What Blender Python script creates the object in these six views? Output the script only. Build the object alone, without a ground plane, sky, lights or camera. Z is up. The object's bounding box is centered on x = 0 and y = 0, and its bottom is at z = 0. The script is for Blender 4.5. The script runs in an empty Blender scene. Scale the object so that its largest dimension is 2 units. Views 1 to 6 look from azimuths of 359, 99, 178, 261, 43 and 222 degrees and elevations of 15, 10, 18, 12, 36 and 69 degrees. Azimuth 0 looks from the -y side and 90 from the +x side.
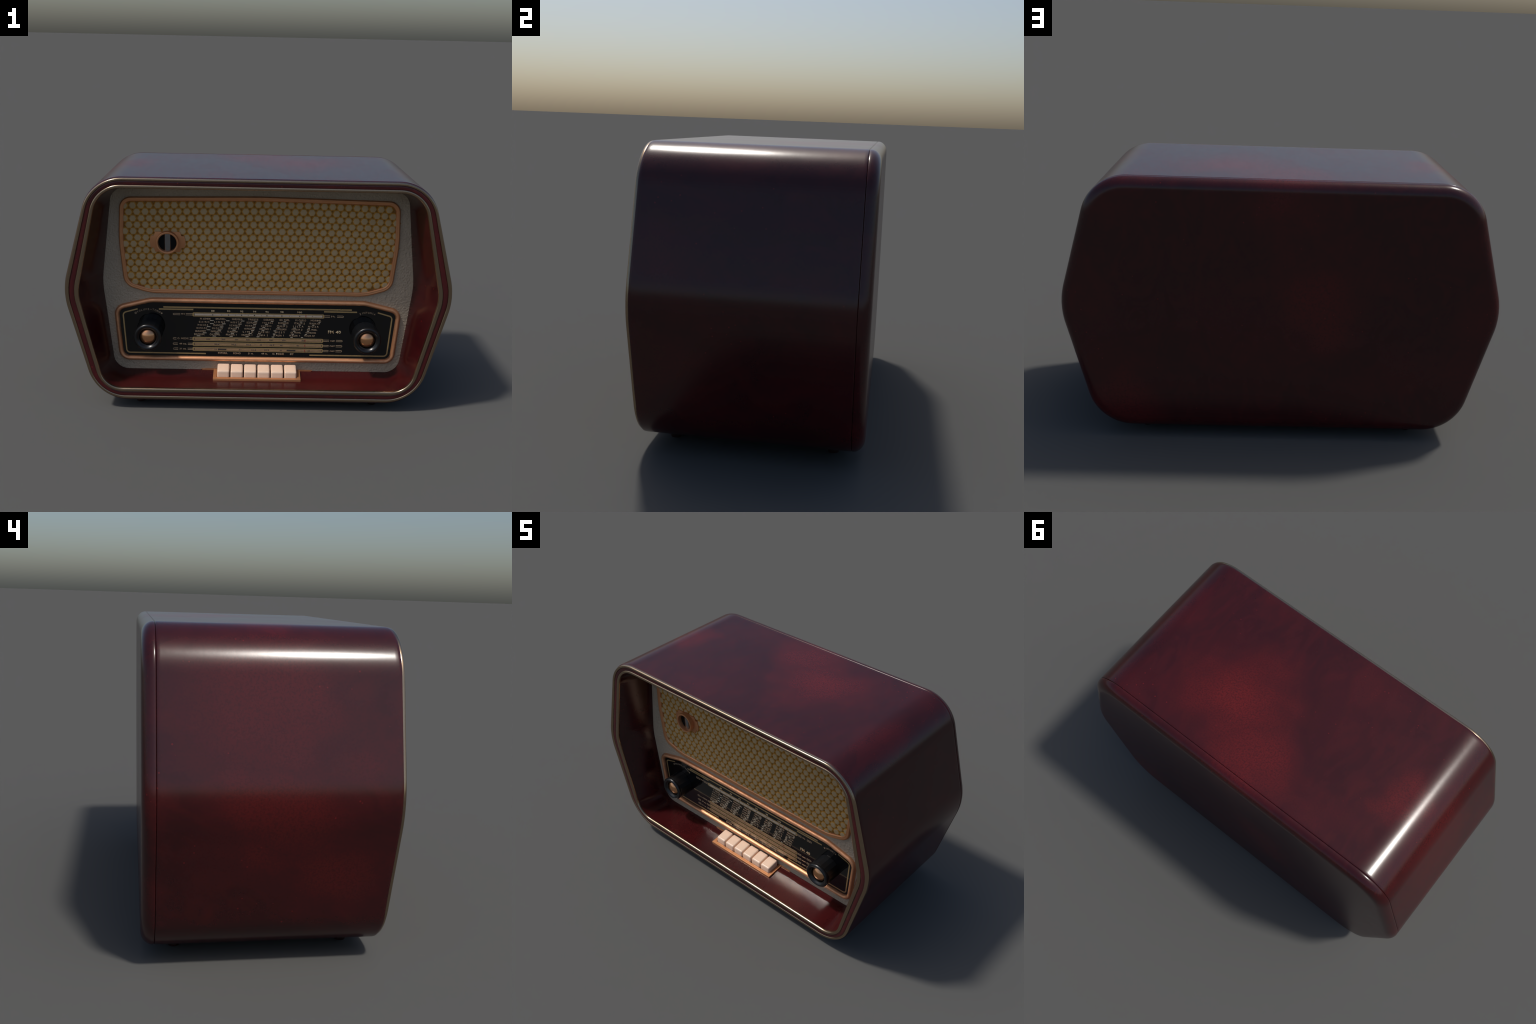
# Vintage table radio: hexagonal lacquered cabinet, honeycomb grille, black glass dial.
import bpy, bmesh, math, random
from mathutils import Vector, Matrix
rnd = random.Random(40)
S = bpy.context.scene

# ------------------------------------------------------------------ helpers
def link(name, mesh, parent=None, mats=(), smooth=None):
    ob = bpy.data.objects.new(name, mesh)
    S.collection.objects.link(ob)
    for m in mats:
        mesh.materials.append(m)
    if parent is not None:
        ob.parent = parent
    if smooth is not None:
        mesh.shade_smooth()
        mesh.set_sharp_from_angle(angle=math.radians(smooth))
    return ob

def mesh_from(verts, faces, name="mesh", mat_idx=None):
    me = bpy.data.meshes.new(name)
    me.from_pydata([tuple(v) for v in verts], [], faces)
    if mat_idx:
        me.polygons.foreach_set("material_index", mat_idx)
    bm = bmesh.new(); bm.from_mesh(me)
    bmesh.ops.recalc_face_normals(bm, faces=bm.faces)
    bm.to_mesh(me); bm.free()
    me.update()
    return me

def inset_polygon(verts, d, factors=None):
    """move every edge of a clockwise-or-ccw convex polygon inwards by d*factor"""
    n = len(verts)
    cx = sum(v[0] for v in verts)/n; cz = sum(v[1] for v in verts)/n
    lines = []
    for i in range(n):
        a, b = verts[i], verts[(i+1) % n]
        dx, dz = b[0]-a[0], b[1]-a[1]
        L = math.hypot(dx, dz); nx, nz = -dz/L, dx/L
        if (cx-a[0])*nx + (cz-a[1])*nz < 0:
            nx, nz = -nx, -nz
        f = d*(factors[i] if factors else 1.0)
        lines.append((a[0]+nx*f, a[1]+nz*f, dx/L, dz/L))
    out = []
    for i in range(n):
        p, q = lines[i-1], lines[i]
        det = p[2]*q[3]-p[3]*q[2]
        t = ((q[0]-p[0])*q[3]-(q[1]-p[1])*q[2])/det
        out.append((p[0]+p[2]*t, p[1]+p[3]*t))
    return out

def rounded(verts, radii, d=0.0, factors=None, segs=16, support=0.008, keep=0.35):
    """rounded, inset polygon; same number of points for every inset"""
    vs = inset_polygon(verts, d, factors) if d else list(verts)
    n = len(vs); out = []
    for i in range(n):
        p, v, q = Vector(vs[i-1]), Vector(vs[i]), Vector(vs[(i+1) % n])
        u, w = (p-v).normalized(), (q-v).normalized()
        turn = math.pi - u.angle(w)
        r = max(radii[i]-d*(1 if turn > .7 else 2), radii[i]*keep)
        T = min(r*math.tan(turn/2), .46*min((p-v).length, (q-v).length))
        r = T/math.tan(turn/2)
        c = v + (u+w).normalized()*(r/math.cos(turn/2))
        a, b = v+u*T, v+w*T
        out.append(a+u*support)
        a0 = math.atan2(a.y-c.y, a.x-c.x)
        da = math.atan2(b.y-c.y, b.x-c.x)-a0
        da = (da+math.pi) % (2*math.pi)-math.pi
        for k in range(segs+1):
            t = a0+da*k/segs
            out.append(Vector((c.x+r*math.cos(t), c.y+r*math.sin(t))))
        out.append(b+w*support)
    return [(p.x, p.y) for p in out]

def at_y(ring, y):
    return [(x, y, z) for x, z in ring]

def loft(rings, wrap=False, cap_first=False, cap_last=False):
    n = len(rings[0]); verts = [v for r in rings for v in r]; faces = []
    m = len(rings)
    for i in range(m if wrap else m-1):
        a, b = i*n, ((i+1) % m)*n
        for k in range(n):
            k2 = (k+1) % n
            faces.append((a+k, a+k2, b+k2, b+k))
    if cap_first: faces.append(tuple(range(n)))
    if cap_last: faces.append(tuple(range((m-1)*n, m*n)))
    return verts, faces

def lathe(profile, cx, cz, n=64):
    """profile of (radius, y) revolved about a line parallel to y; radius 0 closes"""
    verts, faces, prev = [], [], None
    for r, y in profile:
        if r < 1e-6:
            verts.append((cx, y, cz)); cur = [len(verts)-1]*n
        else:
            s = len(verts)
            verts += [(cx+r*math.cos(2*math.pi*k/n), y, cz+r*math.sin(2*math.pi*k/n)) for k in range(n)]
            cur = list(range(s, s+n))
        if prev:
            for k in range(n):
                f = [prev[k], prev[(k+1) % n], cur[(k+1) % n], cur[k]]
                g = [v for i, v in enumerate(f) if v not in f[:i]]
                if len(g) > 2: faces.append(tuple(g))
        prev = cur
    return verts, faces

def prism(outline, y0, y1):
    """flat plate standing in the xz plane from y0 (front) to y1 (back)"""
    n = len(outline)
    v = [(x, y0, z) for x, z in outline]+[(x, y1, z) for x, z in outline]
    f = [tuple(range(n)), tuple(range(n, 2*n))]+[(k, (k+1) % n, n+(k+1) % n, n+k) for k in range(n)]
    return v, f

def box_outline(x0, x1, z0, z1, r=0.0, n=6):
    if r <= 0:
        return [(x0, z0), (x1, z0), (x1, z1), (x0, z1)]
    out = []
    for cx, cz, a in ((x1-r, z0+r, -90), (x1-r, z1-r, 0), (x0+r, z1-r, 90), (x0+r, z0+r, 180)):
        for k in range(n+1):
            t = math.radians(a+90*k/n)
            out.append((cx+r*math.cos(t), cz+r*math.sin(t)))
    return out

def bevel_mesh(me, width, segs=3, angle=30):
    bm = bmesh.new(); bm.from_mesh(me)
    es = [e for e in bm.edges if len(e.link_faces) == 2 and e.calc_face_angle(0) > math.radians(angle)]
    bmesh.ops.bevel(bm, geom=es, offset=width, segments=segs, profile=.6, affect='EDGES', clamp_overlap=True)
    bm.to_mesh(me); bm.free(); me.update()
    return me

# ------------------------------------------------------------------ materials
class Nodes:
    def __init__(self, name):
        self.m = bpy.data.materials.new(name); self.m.use_nodes = True
        self.t = self.m.node_tree; self.b = self.t.nodes["Principled BSDF"]
        self.co = self.t.nodes.new("ShaderNodeTexCoord").outputs["Object"]
    def node(self, kind, ins=None, **props):
        nd = self.t.nodes.new(kind)
        for k, v in props.items(): setattr(nd, k, v)
        for k, v in (ins or {}).items(): self.set(nd.inputs[k], v)
        return nd
    def set(self, sock, v):
        if isinstance(v, bpy.types.NodeSocket): self.t.links.new(v, sock)
        else: sock.default_value = v
    def mapping(self, scale=(1, 1, 1), loc=(0, 0, 0), rot=(0, 0, 0)):
        return self.node("ShaderNodeMapping", {"Vector": self.co, "Scale": scale, "Location": loc, "Rotation": rot}).outputs[0]
    def noise(self, scale, detail=4, rough=.5, dist=0., vec=None):
        return self.node("ShaderNodeTexNoise", {"Vector": vec or self.co, "Scale": scale, "Detail": detail, "Roughness": rough, "Distortion": dist}).outputs["Fac"]
    def ramp(self, fac, stops):
        nd = self.node("ShaderNodeValToRGB", {"Fac": fac}); cr = nd.color_ramp
        while len(cr.elements) < len(stops): cr.elements.new(.5)
        for e, (p, c) in zip(cr.elements, stops):
            e.position = p; e.color = (*c, 1) if len(c) == 3 else c
        return nd.outputs["Color"]
    def mix(self, fac, a, b, blend="MIX"):
        nd = self.t.nodes.new("ShaderNodeMix"); nd.data_type = "RGBA"; nd.blend_type = blend
        self.set(nd.inputs[0], fac)
        for s, v in ((nd.inputs[6], a), (nd.inputs[7], b)):
            self.set(s, (*v, 1) if isinstance(v, tuple) and len(v) == 3 else v)
        return nd.outputs[2]
    def math(self, op, a, b=0., c=0.):
        return self.node("ShaderNodeMath", {0: a, 1: b, 2: c}, operation=op).outputs[0]
    def range(self, v, lo, hi, a, b):
        return self.node("ShaderNodeMapRange", {"Value": v, "From Min": lo, "From Max": hi, "To Min": a, "To Max": b}).outputs[0]
    def bump(self, h, strength, dist):
        self.set(self.b.inputs["Normal"], self.node("ShaderNodeBump", {"Height": h, "Strength": strength, "Distance": dist}).outputs[0])
    def out(self, **kw):
        for k, v in kw.items():
            k = {"color": "Base Color", "rough": "Roughness", "metal": "Metallic", "spec": "Specular IOR Level", "coat": "Coat Weight", "coat_rough": "Coat Roughness", "sheen": "Sheen Weight"}[k]
            self.set(self.b.inputs[k], (*v, 1) if isinstance(v, tuple) and len(v) == 3 else v)
        return self.m

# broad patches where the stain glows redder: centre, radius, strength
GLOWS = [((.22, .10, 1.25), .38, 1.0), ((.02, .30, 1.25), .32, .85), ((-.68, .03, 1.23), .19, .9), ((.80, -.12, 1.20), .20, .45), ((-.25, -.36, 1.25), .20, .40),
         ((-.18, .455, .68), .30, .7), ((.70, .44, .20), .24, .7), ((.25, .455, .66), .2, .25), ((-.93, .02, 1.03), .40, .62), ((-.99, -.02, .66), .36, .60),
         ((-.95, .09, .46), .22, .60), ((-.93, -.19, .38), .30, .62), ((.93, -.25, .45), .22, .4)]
def lacquer(name="cherry_lacquer", tint=1., rough0=.205, glows=GLOWS):
    n = Nodes(name)
    big = n.noise(2.1, 3, .5, .5, n.mapping((1, 1.2, 1.1), (3.1, .4, 1.7)))
    warp = n.node("ShaderNodeTexNoise", {"Vector": n.co, "Scale": 3.2, "Detail": 4}).outputs["Color"]
    off = n.node("ShaderNodeVectorMath", {0: warp, 1: (.5, .5, .5)}, operation="SUBTRACT").outputs[0]
    pos = n.node("ShaderNodeVectorMath", {0: off, 1: (.42, .42, .42), 2: n.co}, operation="MULTIPLY_ADD").outputs[0]
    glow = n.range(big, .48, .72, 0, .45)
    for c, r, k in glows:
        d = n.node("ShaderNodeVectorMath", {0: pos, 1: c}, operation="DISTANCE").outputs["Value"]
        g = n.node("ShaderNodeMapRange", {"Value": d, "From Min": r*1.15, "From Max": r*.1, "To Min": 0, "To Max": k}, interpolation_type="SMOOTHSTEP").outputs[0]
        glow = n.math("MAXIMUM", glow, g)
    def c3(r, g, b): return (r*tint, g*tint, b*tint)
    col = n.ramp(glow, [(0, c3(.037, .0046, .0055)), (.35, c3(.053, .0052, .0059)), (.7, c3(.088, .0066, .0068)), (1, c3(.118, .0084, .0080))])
    # brushed streaks and swirls in the stain
    streak = n.noise(9, 6, .65, 1.4, n.mapping((1, .45, .7), (.3, .2, .9), (0, 0, .5)))
    col = n.mix(n.range(streak, .46, .70, 0, .40), col, c3(.080, .0064, .0066))
    # fine pores, denser on the redder patches
    pores = n.noise(120, 4, .65, 0)
    col = n.mix(n.math("MULTIPLY", n.range(pores, .36, .56, .55, 0), n.range(glow, .1, .7, .35, 1)), col, c3(.022, .0035, .0045))
    # tiny worn dots showing brighter red
    vor = n.node("ShaderNodeTexVoronoi", {"Vector": n.mapping((1, 1, 1), (.2, .7, .1)), "Scale": 30, "Randomness": 1}).outputs["Distance"]
    dots = n.math("MULTIPLY", n.range(vor, .07, .12, 1, 0), n.range(n.noise(6, 2, .5, 0), .55, .60, 0, 1))
    col = n.mix(n.math("MULTIPLY", dots, .6), col, c3(.17, .011, .012))
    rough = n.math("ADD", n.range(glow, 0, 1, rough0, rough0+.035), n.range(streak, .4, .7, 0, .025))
    n.bump(n.noise(45, 3, .5, 0), .03, .002)
    return n.out(color=col, rough=rough, spec=.5)

def metal(name, base, rough, dark=.75, metal_w=1., scale=40):
    n = Nodes(name)
    f = n.noise(scale, 4, .6, .3)
    col = n.mix(n.range(f, .35, .65, 0, 1), tuple(c*dark for c in base), base)
    return n.out(color=col, rough=n.range(f, .3, .7, rough*1.15, rough*.9), metal=metal_w)

def leather(name="grey_leather"):
    n = Nodes(name)
    v = n.node("ShaderNodeTexVoronoi", {"Vector": n.co, "Scale": 105, "Randomness": 1}, feature="SMOOTH_F1").outputs["Distance"]
    g = n.noise(85, 4, .55, .6)
    h = n.math("ADD", n.math("MULTIPLY", v, .7), g)
    col = n.mix(n.noise(5, 4, .55, .4), (.37, .293, .213), (.49, .395, .290))
    n.bump(h, .9, .0055)
    return n.out(color=col, rough=.62, spec=.35)

def woven(name, ca, cb, rough=.7):
    n = Nodes(name)
    w = n.node("ShaderNodeTexWave", {"Vector": n.co, "Scale": 110, "Distortion": 1.5, "Detail": 2}, bands_direction="Z").outputs["Fac"]
    w2 = n.node("ShaderNodeTexWave", {"Vector": n.co, "Scale": 110, "Distortion": 1.5, "Detail": 2}, bands_direction="X").outputs["Fac"]
    f = n.math("MULTIPLY", n.math("ADD", w, w2), .5)
    patch = n.noise(22, 4, .6, 0)
    col = n.mix(n.math("ADD", n.math("MULTIPLY", f, .5), n.range(patch, .3, .7, 0, .5)), ca, cb)
    n.bump(f, .35, .0012)
    return n.out(color=col, rough=rough, spec=.3)

def plain(name, col, rough, spec=.5, metal_w=0., coat=0.):
    n = Nodes(name)
    f = n.noise(30, 3, .5, 0)
    c = n.mix(f, tuple(x*.9 for x in col), tuple(x*1.08 for x in col))
    return n.out(color=c, rough=rough, spec=spec, metal=metal_w, coat=coat)

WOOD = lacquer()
WOOD_BAND = lacquer("cherry_lacquer_band", 1.55, .24, [])
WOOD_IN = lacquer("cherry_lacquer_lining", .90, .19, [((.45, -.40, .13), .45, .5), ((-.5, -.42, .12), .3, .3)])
BRASS = metal("brass_trim", (.38, .285, .195), .24, .96, 1., 8)
COPPER = metal("copper_bead", (.80, .39, .20), .45, .84, .75, 22)  # base colour lightened to match sunlight on the lower dial bead
COPPER_PAINT = metal("copper_paint", (.62, .275, .120), .42, .92, .6, 15)
COPPER_CAP = metal("copper_cap", (.76, .39, .20), .24, .98, 1., 6)
LEATHER = leather()
CELL = woven("taupe_weave", (.41, .285, .145), (.55, .390, .212))
THREAD = woven("ochre_thread", (.38, .172, .024), (.62, .320, .052))
CLOTH = woven("brown_cloth", (.21, .095, .018), (.31, .150, .030))
GLASS = plain("black_glass", (.0035, .0035, .004), .055, .5)
GOLD = metal("gold_print", (.58, .40, .175), .30, .9, .6)
LETTER = plain("gold_letter", (.37, .265, .165), .45)
LETTER_BOLD = plain("gold_letter_bold", (.52, .40, .235), .4)
STRIP = metal("scale_strip", (.54, .340, .185), .32, .8, .5)
STRIP_LIGHT = metal("scale_strip_light", (.74, .63, .52), .24, .9, .5)
INK = plain("dark_ink", (.030, .022, .018), .5)
RED_INK = plain("red_pointer", (.30, .035, .02), .5)
DASH = plain("ivory_dash", (.42, .37, .29), .4)
BLACK = plain("black_bakelite", (.0060, .0062, .0070), .30, .5)
HOLE = plain("dark_hollow", (.002, .002, .002), .6, .2)
SILVER = plain("silver_tube", (.30, .31, .325), .16, .5, 1.)
IVORY = plain("ivory_plastic", (.88, .63, .465), .34, .5)
FOOT = plain("dark_foot", (.018, .004, .004), .45)

for m in (GOLD, LETTER, LETTER_BOLD, STRIP, STRIP_LIGHT, INK, RED_INK, DASH):   # print lies under clear gloss
    b = m.node_tree.nodes["Principled BSDF"]
    b.inputs["Coat Weight"].default_value = 1.; b.inputs["Coat Roughness"].default_value = .06

# ------------------------------------------------------------------ the thing
radio = bpy.data.objects.new("table_radio", None)
S.collection.objects.link(radio)
radio["label"] = "vintage table radio in dark red lacquered wooden cabinet"
radio["category"] = "radio"

# cabinet outline: rounded hexagon, widest a little above the middle
HEX = [(-.855, 1.250), (.855, 1.250), (1.0125, .651), (.8475, .048), (-.8475, .048), (-1.0125, .651)]
HEX_R = [.207, .207, .36, .215, .215, .36]
def cab(d, y): return at_y(rounded(HEX, HEX_R, d), y)
# the front trim runs between an outer and an inner outline; f = 0 outer, 1 inner
OUTER = [(-.853, 1.2475), (.853, 1.2475), (1.0095, .651), (.849, .0560), (-.849, .0560), (-1.0095, .651)]
OUTER_R = [.212, .212, .36, .213, .213, .36]
INNER = [(-.8145, 1.1925), (.8145, 1.1925), (.9315, .642), (.8060, .1195), (-.8060, .1195), (-.9315, .642)]
INNER_R = [.140, .140, .22, .118, .118, .22]
OUT_RING, IN_RING = rounded(OUTER, OUTER_R), rounded(INNER, INNER_R)
def trim(f, y):
    return [(a[0]+(b[0]-a[0])*f, y, a[1]+(b[1]-a[1])*f) for a, b in zip(OUT_RING, IN_RING)]

# --- cabinet shell with the recessed band between the two brass beads
rings = [cab(.012, .409), cab(.010, .4045), cab(.0022, .4042), cab(.0008, .4030), cab(0, .400), cab(0, .390),
         cab(0, .15), cab(0, -.15), cab(0, -.420), cab(0, -.432), cab(.0010, -.4390), trim(.010, -.4440), trim(.05, -.4465),
         trim(.20, -.4460)]
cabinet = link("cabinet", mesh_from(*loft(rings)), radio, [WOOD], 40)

band = [trim(.18, -.4455), trim(.28, -.4480), trim(.32, -.4494), trim(.38, -.4502), trim(.47, -.4504), trim(.57, -.4502), trim(.63, -.4494), trim(.68, -.4480), trim(.78, -.4455)]
link("inlay_band", mesh_from(*loft(band)), radio, [WOOD_BAND], 40)

# --- back panel with a rounded border, closed
R = .046
rings = [cab(.012, .4050), cab(.0022, .4052), cab(.0008, .4064), cab(0, .409)]
for k in range(1, 11):
    t = math.radians(9*k)
    rings.append(cab(R*1.15*(1-math.cos(t)), .409+R*math.sin(t)))
rings += [cab(R*1.15+.01, .455), cab(R*1.15+.10, .455)]
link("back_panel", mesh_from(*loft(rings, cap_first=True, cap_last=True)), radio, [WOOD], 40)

# --- brass beads round the front opening
def bead(name, d0, d1, yb, yf, mat, set_back, e=2.8):
    """set_back(z): how far the bead lies behind the front plane at height z"""
    rr = []
    def trim_b(f, y): return [(x, q+set_back(z), z) for x, q, z in trim(f, y)]
    for k in range(17):
        t = math.pi*k/16
        c, s = math.cos(t), math.sin(t)
        u = math.copysign(abs(c)**(2/e), c); w = abs(s)**(2/e)
        rr.append(trim_b((d0+d1)/2-(d1-d0)/2*u, yb+(yf-yb)*w))
    rr += [trim_b(d1-.05, yb+.006), trim_b(d0+.05, yb+.006)]
    return link(name, mesh_from(*loft(rr, wrap=True)), radio, [mat], 60)
def ease(a, b, z): t = min(1, max(0, (z-a)/(b-a))); return t*t*(3-2*t)
bead("brass_bead", .0, .310, -.4415, -.455, BRASS, lambda z: .0045*ease(.32, .10, z))
bead("brass_bead", .635, 1.0, -.4395, -.455, BRASS, lambda z: .0035*ease(1.0, 1.2, z))

# --- flared lining from the inner bead back to the front panel
PANEL_Y = -.240
PAN = [(-.780, 1.158), (.780, 1.158), (.8385, .648), (.7815, .142), (-.7815, .142), (-.8385, .648)]
PAN_R = [.075, .075, .50, .083, .083, .50]
front = [(x, z) for x, y, z in trim(1.0, 0)]; back = rounded(PAN, PAN_R)
rings = []
for k in range(19):
    t = k/18; s = .32*t+.68*t*t           # the floor curves up towards the panel
    y = -.4410+(PANEL_Y+.004+.4410)*t
    rings.append([(a[0]+(b[0]-a[0])*(1.42*t-.42*t*t), y, a[1]+(b[1]-a[1])*(s if a[1] < .5 else t)) for a, b in zip(front, back)])
link("recess_lining", mesh_from(*loft(rings)), radio, [WOOD_IN], 40)

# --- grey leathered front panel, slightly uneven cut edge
edge = rounded(PAN, PAN_R, -.010)
link("front_panel", mesh_from(*prism(edge, PANEL_Y, PANEL_Y+.012)), radio, [LEATHER])

# ------------------------------------------------------------------ loudspeaker grille
GR = [(0, 1.1245), (.7385, 1.1105), (.7475, .880), (.7225, .6275), (.583, .5845), (-.583, .5845), (-.7225, .6275), (-.7475, .880), (-.7385, 1.1105)]
GR_R = [4., .062, .9, .075, .30, .30, .075, .9, .062]
def gril(d, y): return at_y(rounded(GR, GR_R, d, None, 12, .004), y)
prof = [(0, -.239), (-.0005, -.246), (.0012, -.2515), (.004, -.2545), (.0075, -.2553), (.0105, -.2548), (.0125, -.2536), (.0145, -.2538),
        (.0165, -.2540), (.0195, -.2535), (.0225, -.2510), (.0250, -.2470), (.0258, -.2395)]
link("grille_frame", mesh_from(*loft([gril(d, y) for d, y in prof], wrap=True)), radio, [COPPER_PAINT], 50)
cloth = link("grille_cloth", mesh_from(*prism([(x, z) for x, y, z in gril(.018, 0)], -.2425, -.2405)), radio, [CLOTH])

# one woven honeycomb cell: ochre rounded skirt and a taupe pillow top
def cell_mesh():
    n = 24; verts = []; faces = []; mi = []
    def ring(ap, y, sq):
        out = []
        for k in range(n):
            t = 2*math.pi*k/n
            u = (t % (math.pi/3))-math.pi/6           # pointy-top hexagon, softened
            hexr = ap/math.cos(u)
            r = hexr*(1-sq)+ap*1.06*sq
            out.append((r*math.cos(t), y, r*math.sin(t)*.985))
        return out
    rings = [ring(.0216, .0002, .0), ring(.0209, -.0012, .0), ring(.0195, -.0034, .0), ring(.0178, -.0050, .03), ring(.0158, -.0057, .05),
             ring(.0147, -.0060, .05), ring(.0138, -.0066, .06), ring(.0115, -.0070, .08), ring(.0065, -.0072, .3)]
    for r in rings: verts += r
    for i in range(len(rings)-1):
        for k in range(n):
            faces.append((i*n+k, i*n+(k+1) % n, (i+1)*n+(k+1) % n, (i+1)*n+k)); mi.append(0 if i < 4 else 1)
    verts.append((0, -.0073, 0)); c = len(verts)-1; b = (len(rings)-1)*n
    for k in range(n):
        faces.append((b+k, b+(k+1) % n, c)); mi.append(1)
    me = bpy.data.meshes.new("grille_cell")
    me.from_pydata(verts, [], faces); me.polygons.foreach_set("material_index", mi)
    bm = bmesh.new(); bm.from_mesh(me); bmesh.ops.recalc_face_normals(bm, faces=bm.faces)
    if sum(f.normal.y for f in bm.faces) > 0: bmesh.ops.reverse_faces(bm, faces=bm.faces)
    bm.to_mesh(me); bm.free(); me.shade_smooth()
    return me
CELL_ME = cell_mesh(); CELL_ME.materials.append(THREAD); CELL_ME.materials.append(CELL)

def inside(poly, x, z):
    c = False; n = len(poly)
    for i in range(n):
        (x1, z1), (x2, z2) = poly[i], poly[(i+1) % n]
        if (z1 > z) != (z2 > z) and x < (x2-x1)*(z-z1)/(z2-z1)+x1: c = not c
    return c
EYE = (-.487, .873)
limit = rounded(GR, GR_R, .019, None, 8, .004); inner = rounded(GR, GR_R, .034, None, 8, .004)
spots = []
for row in range(15):
    for col in range(-27, 13):
        q = col+(.5 if row % 2 else 0)
        x = .3377+(.0437 if q < 0 else .0429)*q
        z = 1.0792-.03597*row-.0130*(x/.7)**2*(1-row/14)
        x += .0035*math.sin(2.3*z*3+x*4)*(1 if x < .1 else .4)+rnd.uniform(-.0008, .0008)
        z += .0018*math.sin(5.1*x+z*7)+rnd.uniform(-.0007, .0007)
        if not inside(limit, x, z): continue
        if ((x-EYE[0])/.072)**2+((z-EYE[1])/.040)**2 < 1: continue
        spots.append((x, z, inside(inner, x, z)))
spots.sort(key=lambda s: (not s[2], abs(s[0])+.3*abs(s[1]-.85)))
rest_v, rest_f, rest_m = [], [], []
for i, (x, z, ins) in enumerate(spots):
    M = Matrix.Translation((x, -.2428, z)) @ Matrix.Rotation(rnd.uniform(-.08, .08), 4, 'Y') @ Matrix.Diagonal((rnd.uniform(.95, 1.02), rnd.uniform(.9, 1.12), rnd.uniform(.96, 1.03), 1))
    if i < 300:
        ob = bpy.data.objects.new("grille_cell", CELL_ME); S.collection.objects.link(ob)
        ob.parent = cloth; ob.matrix_local = M
    else:
        s = len(rest_v)
        rest_v += [tuple(M @ v.co) for v in CELL_ME.vertices]
        rest_f += [tuple(s+k for k in p.vertices) for p in CELL_ME.polygons]
        rest_m += [p.material_index for p in CELL_ME.polygons]
me = bpy.data.meshes.new("grille_cells"); me.from_pydata(rest_v, [], rest_f); me.polygons.foreach_set("material_index", rest_m); me.shade_smooth()
ob = link("grille_cells", me, cloth, [THREAD, CELL]); ob["kind"] = "stuff"

# ------------------------------------------------------------------ tuning eye set in the grille
ex, ez = EYE
half = [(.066, .0545), (.0735, .0325), (.0885, .0325), (.0925, .017), (.0945, 0), (.0925, -.017), (.0885, -.0325), (.0735, -.0325), (.066, -.0545)]
plate = [(ex+a, ez+b) for a, b in half]+[(ex-a, ez+b) for a, b in reversed(half)]
eye = link("tuning_eye", bevel_mesh(mesh_from(*prism(plate, -.2560, -.2415)), .0012, 2), radio, [COPPER_PAINT], 40)
link("eye_ring", mesh_from(*lathe([(.0605, -.250), (.0605, -.279), (.0595, -.2822), (.0570, -.2835), (.0535, -.2835), (.0505, -.2822), (.0490, -.279), (.0485, -.2565)], ex, ez)), eye, [COPPER_PAINT], 40)
link("eye_hollow", mesh_from(*lathe([(.0495, -.2568), (.020, -.2568), (0, -.2568)], ex, ez)), eye, [HOLE])
# silvered tube standing upright in the hollow
v, f = [], []
for k in range(13):
    t = math.pi*k/12
    for z in (ez-.0475, ez+.0475):
        v.append((ex-.0165*math.cos(t), -.2572-.006*math.sin(t)**.7, z))
for k in range(12): f.append((2*k, 2*k+2, 2*k+3, 2*k+1))
link("eye_tube", mesh_from(v, f), eye, [SILVER], 60)

# ------------------------------------------------------------------ dial
DI = [(-.583, .5575), (.583, .5575), (.7835, .508), (.7575, .1945), (-.7575, .1945), (-.7835, .508)]
DI_R = [.20, .20, .062, .062, .062, .062]
def dial(d, y): return at_y(rounded(DI, DI_R, d, None, 12, .004), y)
rr = []
for k in range(17):
    t = math.pi*k/16
    rr.append(dial(.0135-.0135*math.cos(t), -.2395-.0205*math.sin(t)**.85))
link("dial_frame", mesh_from(*loft(rr, wrap=True)), radio, [COPPER], 60)
GLASS_Y = -.2430
glass = link("dial_glass", mesh_from(*prism([(x, z) for x, y, z in dial(.022, 0)], GLASS_Y, -.2405)), radio, [GLASS])

def mark(name, outline, mat, lift=.0008, y=GLASS_Y):
    return link(name, mesh_from(*prism(outline, y-lift, y+.0004)), glass, [mat])

# printed gold corner lines, drawn as a thin band along a bent path
def band(name, path, w, mat, lift=.0008):
    n = len(path); L, Rr = [], []
    for i, (x, z) in enumerate(path):
        a = path[max(0, i-1)]; b = path[min(n-1, i+1)]
        dx, dz = b[0]-a[0], b[1]-a[1]; l = math.hypot(dx, dz)
        L.append((x-dz/l*w/2, z+dx/l*w/2)); Rr.append((x+dz/l*w/2, z-dx/l*w/2))
    v = [(x, GLASS_Y-lift, z) for x, z in L+Rr]+[(x, GLASS_Y+.0004, z) for x, z in L+Rr]
    f = []
    for i in range(n-1):
        f += [(i, i+1, n+i+1, n+i), (2*n+i, 2*n+i+1, i+1, i), (n+i, n+i+1, 3*n+i+1, 3*n+i)]
    f += [(0, n, 3*n, 2*n), (n-1, 2*n-1, 4*n-1, 3*n-1)]
    return link(name, mesh_from(v, f), glass, [mat])

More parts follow.
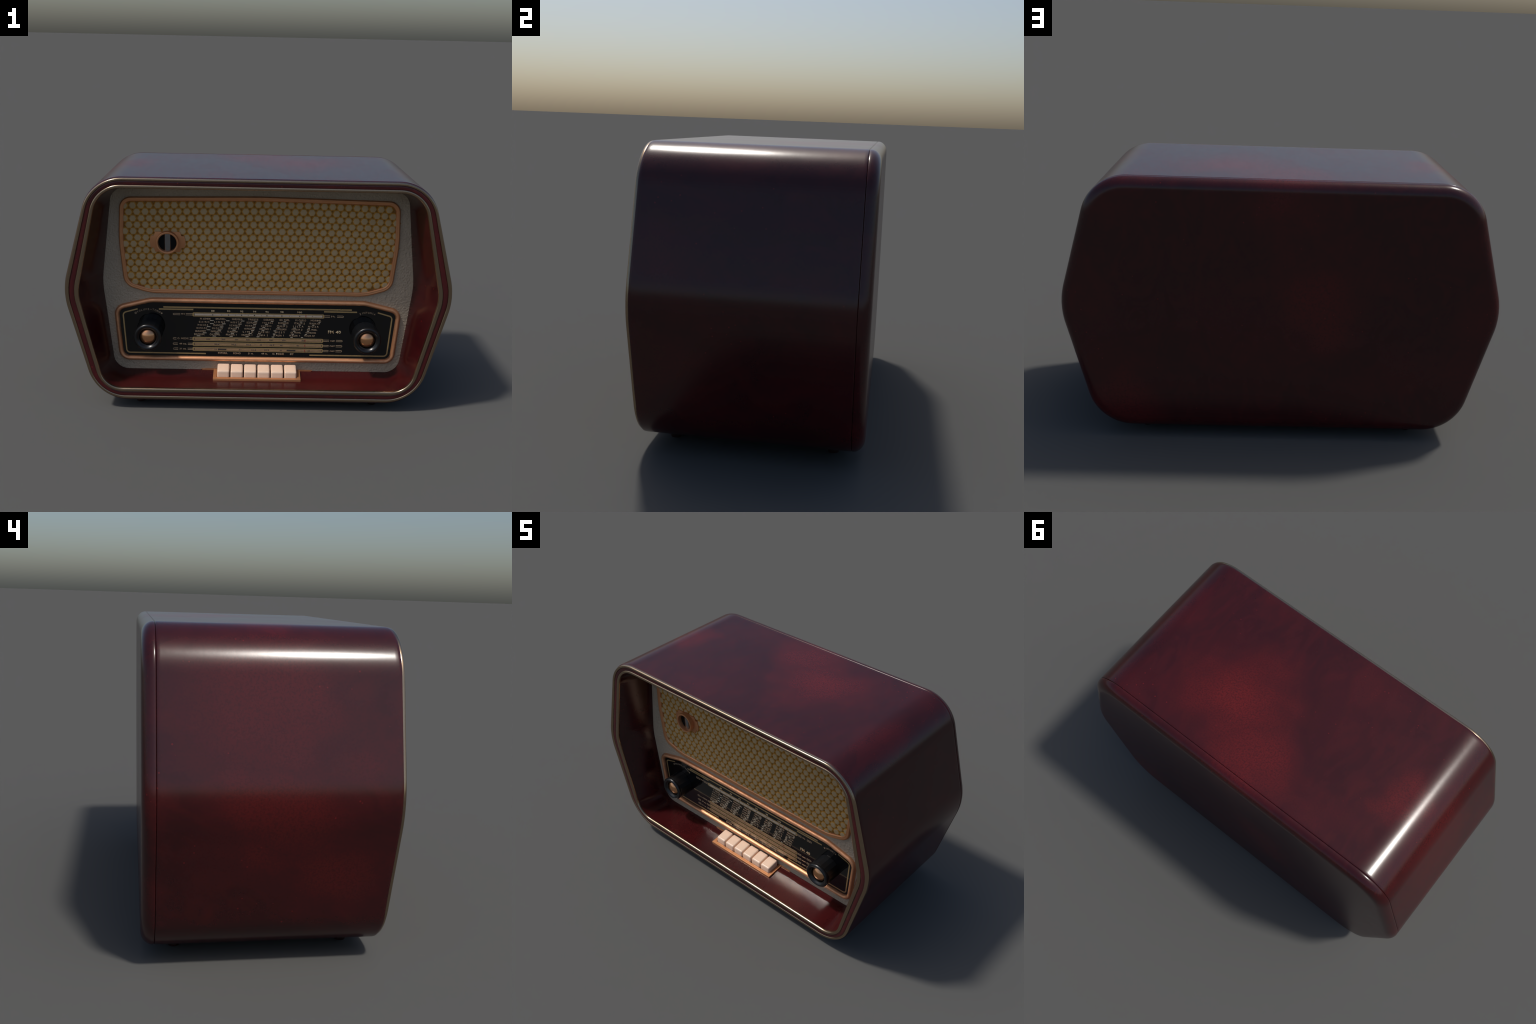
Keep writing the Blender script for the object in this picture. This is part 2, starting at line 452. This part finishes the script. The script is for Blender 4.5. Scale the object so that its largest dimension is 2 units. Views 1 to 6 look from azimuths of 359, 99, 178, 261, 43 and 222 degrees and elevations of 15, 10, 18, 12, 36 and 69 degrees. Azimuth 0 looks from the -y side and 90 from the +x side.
def bent(points, r, segs=8):
    out = [points[0]]
    for p, v, q in zip(points, points[1:], points[2:]):
        p, v, q = Vector(p), Vector(v), Vector(q)
        u, w = (p-v).normalized(), (q-v).normalized(); turn = math.pi-u.angle(w)
        T = r*math.tan(turn/2); c = v+(u+w).normalized()*(r/math.cos(turn/2))
        a, b = v+u*T, v+w*T
        a0 = math.atan2(a.y-c.y, a.x-c.x); da = math.atan2(b.y-c.y, b.x-c.x)-a0; da = (da+math.pi) % (2*math.pi)-math.pi
        out += [(c.x+r*math.cos(a0+da*k/segs), c.y+r*math.sin(a0+da*k/segs)) for k in range(segs+1)]
    return out+[points[-1]]
for sgn, xe in ((-1, .283), (1, .290)):
    band("corner_line", bent([(sgn*.6545, .4915), (sgn*.7345, .4685), (sgn*.7175, .2375), (sgn*xe, .2365)], .020), .0072, GOLD)
for x0, x1, z in ((-.515, .512, .5045), (-.539, -.352, .4927), (.361, .541, .4922)):
    mark("gold_bar", box_outline(x0, x1, z-.0040, z+.0040), GOLD)

# the four wave-band scales
SCALES = [(.4646, STRIP_LIGHT), (.3226, STRIP), (.2930, STRIP), (.2632, STRIP)]
for z, mat in SCALES:
    mark("scale_outline", box_outline(-.3565, .3635, z-.0114, z+.0114, .0075), GOLD, .0010)
    mark("scale_gap", box_outline(-.3485, .3560, z-.0066, z+.0066), INK, .0014)
    mark("scale_strip", box_outline(-.3450, .3530, z-.0054, z+.0054), mat, .0018)
    mark("scale_pointer", box_outline(.2605, .2645, z-.0066, z+.0066), RED_INK, .0024)
for i, x in enumerate((-.2463, -.1975, -.1602, -.1219, -.089, -.053, -.0185, .0189, .0495, .0879, .131, .1741, .2287, .2978)):
    w = .0030 if i % 2 == 0 else .0010
    mark("scale_tick", box_outline(x-w, x+w, .4646-.0028, .4646+.0028), INK, .0024)
for x0, x1 in ((-.216, -.170), (.163, .2115)):
    mark("scale_shade", box_outline(x0, x1, .2632-.0040, .2632+.0040), INK, .0022)

# twin label lines left and right of the scales
def twin(x0, x1, z, closed=0):
    w = .0013
    for s in (-1, 1):
        mark("label_line", box_outline(x0, x1, z+s*.0042-w, z+s*.0042+w), LETTER, .0006)
    if closed:
        x = x0 if closed < 0 else x1
        arc = [(x+closed*.0042*math.cos(t), z+.0042*math.sin(t)) for t in [math.radians(-90+180*k/8) for k in range(9)]]
        band("label_line", arc, .0024, LETTER, .0006)
for z, a, b, c in ((.4650, -.4244, -.3931, -.4619), (.3232, -.4451, -.3725, -.4629), (.2922, -.4379, -.3821, -.4632), (.2627, -.4359, -.3832, -.4623)):
    twin(c+.004, a, z, -1); twin(b, -.3560, z)
    twin(.364, .3948, z); twin(.4335, .464, z, 1)

# ------------------------------------------------------------------ lettering (built-in font)
jobs = []
def write(name, s, x0, x1, z, h, mat, lift=.0008, rot=0., pivot=None):
    cu = bpy.data.curves.new("lettering", 'FONT'); cu.body = s; cu.size = 1; cu.resolution_u = 2; cu.offset = .022 if name in ("model_lettering", "scale_number") else .006
    ob = bpy.data.objects.new("lettering", cu); S.collection.objects.link(ob)
    jobs.append((ob, cu, name, x0, x1, z, h, mat, lift, rot))
STATIONS = [  # eight slanted columns of six
    ["M. CENERI", "CAIRO", "MOSCA", "MONACO", "BUDAPEST", "BEROMUN."],
    ["BRUXELL.", "LIONE", "FRANCOF.", "MADRID", "MARRACK.", "CALTANIS."],
    ["MARSIGLIA", "NORTH", "RENNES", "ITALIA 1", "GLASGOW", "PRAGA 1"],
    ["TRIESTE", "SCOTLAND", "MONACO", "VATICANO", "LINZ", "HILVERS. 1"],
    ["COBLENZA", "TOLOSA", "LONDRA", "MILANO 1", "PARIGI", "ROMA 2"],
    ["GR. INGL.", "BORDEAUX", "ITALIA 2", "CAGLIARI", "WEST", "ITALIA 1"],
    ["M. CARLO", "ITALIA 2", "LILLA", "ITALIA 3", "GR. FRANC.", "ITALIA 1"],
    ["NORIMB.", "ITALIA RF", "NIZZA", "GR. INGL.", "VATICANO", "ITALIA RF"]]
DASHES = [(-.2509, -.2508, -.268, -.2689, -.2894, -.323), (-.1633, -.185, -.1975, -.2087, -.223, -.2369), (-.0816, -.0968, -.1118, -.1288, -.1375, -.1442),
          (-.0102, -.016, -.021, -.0268, -.0402, -.0572), (.0788, .0489, .0339, .0301, .011, .0031), (.1483, .146, .1142, .095, .0916, .0857),
          (.2382, .2306, .2037, .201, .1942, .188), (.3382, .3047, .2817, .2771, .2662, .2452)]
COL_X = [-.3151, -.2299, -.1408, -.0545, .0319, .1192, .2076, .2901]
for c, names in enumerate(STATIONS):
    for r, s in enumerate(names):
        x0 = COL_X[c]-.0064*r; z = .4400-.0181*r
        if len(s) < 7: s = " ".join(s)
        write("station_name", s, x0, x0+.0575, z, .0098, LETTER)
        x = DASHES[c][r]; w = .0100-.0006*c
        mark("station_dash", box_outline(x-w, x+w, z-.0091-.0016, z-.0091+.0016), DASH, .0014)
for s, x in (("88", -.2455), ("90", -.1595), ("92", -.0878), ("94", -.018), ("96", .05), ("98", .1313), ("100", .2286)):
    w = .0125 if len(s) == 3 else .0092
    write("scale_number", s, x-w, x+w, .4862, .0098, LETTER_BOLD)
for z, row in ((.3226, (("550", -.2706), ("500", -.1866), ("450", -.1152), ("400", -.0524), ("350", .0095), ("300", .0742), ("250", .1447), ("200", .253))),
               (.2930, (("50.8", -.2231), ("50.2", -.1293), ("49.4", -.049), ("49", .0198), ("48.5", .0798), ("48", .1321), ("46", .2221))),
               (.2632, (("32", -.2296), ("31", -.095), ("31.2", -.0194), ("30.5", .0515), ("30", .13), ("29", .2844)))):
    for s, x in row:
        w = .0034*len(s)
        write("scale_number", s, x-w, x+w, z, .0075, INK, .0024)
write("model_lettering", "FM", .3876, .4185, .3747, .0165, LETTER_BOLD); write("model_lettering", "40", .4302, .4591, .3747, .0165, LETTER_BOLD)
for s, x0, x1, z in (("FM", -.4192, -.3983, .4655), ("O. MEDIE", -.4398, -.3778, .3237), ("49 mt.", -.4295, -.3884, .2923), ("31 mt.", -.4275, -.3906, .2625),
                     ("Mc.", .4024, .4233, .4655), ("metri", .4026, .4268, .3229), ("metri", .4007, .4271, .2932), ("metri", .4021, .4275, .2634)):
    write("band_lettering", s, x0, x1, z, .0092, LETTER)
for s, x0, x1 in (("INTERR.", -.2149, -.1626), ("FONO", -.1315, -.0898), ("31 m.", -.0491, -.0199), ("49 m.", .0238, .0588), ("O. MEDIE", .085, .1491), ("MF", .1831, .2025)):
    write("switch_lettering", s, x0, x1, .2407, .0098, LETTER)
def arc_text(s, cx, cz, r, span, h):
    for i, ch in enumerate(s):
        a = math.radians(-span+2*span*i/(len(s)-1))
        x, z = cx+r*math.sin(a), cz+r*math.cos(a)
        if ch == " ": continue
        write("knob_lettering", ch, x-.0045, x+.0045, z, h, LETTER, .0008, -a)
arc_text("VOLUME-TONO", -.595, .371, .1196, 30, .0108)
arc_text("SINTONIA", .599, .3895, .1005, 23, .0108)
for r0, r1, x, z in ((.0030, .0056, -.6659, .4678), (0, .0046, -.5243, .4682)):
    pr = [(r1, GLASS_Y+.0004), (r1, GLASS_Y-.0008), (r0, GLASS_Y-.0008)]+([(r0, GLASS_Y+.0004)] if r0 else [])
    link("dial_dot", mesh_from(*lathe(pr, x, z, 20)), glass, [LETTER])
deps = bpy.context.evaluated_depsgraph_get()
for ob, cu, name, x0, x1, z, h, mat, lift, rot in jobs:
    me = bpy.data.meshes.new_from_object(ob.evaluated_get(deps))
    xs = [v.co.x for v in me.vertices]; ys = [v.co.y for v in me.vertices]
    ax, bx, ay, by = min(xs), max(xs), min(ys), max(ys)
    sx = (x1-x0)/(bx-ax); sz = h/max(by-ay, .3)
    if len(cu.body) == 1: sx = min(sx, sz*1.0)
    if cu.body == "-": sx = .006/(bx-ax); sz = .002/(by-ay)
    xc, zc = (x0+x1)/2, z
    for v in me.vertices:
        dx, dz = (v.co.x-(ax+bx)/2)*sx, (v.co.y-(ay+by)/2)*sz
        v.co = (xc+dx*math.cos(rot)-dz*math.sin(rot), GLASS_Y-lift, zc+dx*math.sin(rot)+dz*math.cos(rot))
    bm = bmesh.new(); bm.from_mesh(me)
    ext = bmesh.ops.extrude_face_region(bm, geom=list(bm.faces))
    for g in ext["geom"]:
        if isinstance(g, bmesh.types.BMVert): g.co.y += lift+.0003
    bmesh.ops.recalc_face_normals(bm, faces=bm.faces)
    bm.to_mesh(me); bm.free()
    me.materials.clear()
    link(name, me, glass, [mat])
    bpy.data.objects.remove(ob); bpy.data.curves.remove(cu)

# ------------------------------------------------------------------ knobs
for kx in (-.5905, .5905):
    kz = .3645
    K = -.0125
    body = [(.0735, -.243), (.0740, -.246), (.0728, -.312+K), (.0715, -.318+K)]
    v, f = lathe(body, kx, kz, 18)
    knob = link("knob", mesh_from(v, f), radio, [BLACK], 10)
    ring = [(.0640, -.316), (.0725, -.3155), (.0750, -.3185), (.0757, -.3240), (.0745, -.3305), (.0705, -.3355), (.0650, -.3375), (.0590, -.3355),
            (.0545, -.3310), (.0515, -.3270), (.0490, -.3240), (.0470, -.3235), (.0460, -.3180)]
    link("knob_rim", mesh_from(*lathe([(r*.99, y+K) for r, y in ring], kx, kz, 72)), knob, [BLACK], 60)
    cap = [(.0462, -.312), (.0462, -.3200)]+[(r, -.3462+.058-math.sqrt(.058**2-r*r)) for r in (.0458, .0445, .0425, .040, .036, .031, .025, .018, .010)]+[(0, -.3462)]
    link("knob_cap", mesh_from(*lathe([(r, y+K*.25) for r, y in cap], kx, kz, 72)), knob, [COPPER_CAP], 60)

# ------------------------------------------------------------------ push buttons in their tray
def tray_z(y, lo=.1365, hi=.1475): return lo+(hi-lo)*(y+.353)/.113
U = [(-.2385, -.353), (.2385, -.353), (.2385, -.239), (.2195, -.239), (.2195, -.3345), (-.2195, -.3345), (-.2195, -.239), (-.2385, -.239)]
n = len(U)
v = [(x, y, tray_z(y)) for x, y in U]+[(x, y, tray_z(y)-.030) for x, y in U]
f = [(0, 1, 4, 5), (1, 2, 3, 4), (5, 6, 7, 0), (8, 13, 12, 9), (9, 12, 11, 10), (13, 8, 15, 14)]+[(k, (k+1) % n, n+(k+1) % n, n+k) for k in range(n)]
tray = link("button_tray", bevel_mesh(mesh_from(v, f), .0010, 2), radio, [COPPER_PAINT], 40)
link("tray_floor", mesh_from(*prism(box_outline(-.2200, .2200, .110, .1300), -.3350, -.2390)), tray, [INK])
# thin copper ears creeping along the foot of the panel
for s in (-1, 1):
    pts = [(s*.236, .1480), (s*.262, .1475), (s*.296, .1465), (s*.309, .1450), (s*.300, .1405), (s*.281, .1365), (s*.262, .130), (s*.236, .130)]
    link("tray_ear", mesh_from(*prism(pts, -.2450, -.2390)), tray, [COPPER_PAINT])
side = [(-.3325, .122), (-.3305, .1700), (-.2520, .1835), (-.2480, .122)]
bm_w = .0334
v = [(-bm_w, y, z) for y, z in side]+[(bm_w, y, z) for y, z in side]
f = [(0, 1, 2, 3), (4, 5, 6, 7)]+[(k, (k+1) % 4, 4+(k+1) % 4, 4+k) for k in range(4)]
BUTTON = bevel_mesh(mesh_from(v, f, "button"), .0105, 5); BUTTON.materials.append(IVORY); BUTTON.shade_smooth()
for i in range(6):
    ob = bpy.data.objects.new("button", BUTTON); S.collection.objects.link(ob); ob.parent = radio
    ob.location = (-.1838+.07352*i, rnd.uniform(-.0008, .0008), .0015 if i == 0 else rnd.uniform(-.0006, .0006))

# ------------------------------------------------------------------ feet
for fx in (-.632, .632):
    for fy in (-.345, .325):
        prof = [(.0, 0.), (.017, 0.), (.0215, .002), (.0230, .006), (.0232, .012), (.0232, .060)]
        v, f = lathe(prof, 0, 0, 32)
        v = [(x+fx, z+fy, y) for x, y, z in v]
        link("foot", mesh_from(v, f), radio, [FOOT], 40)
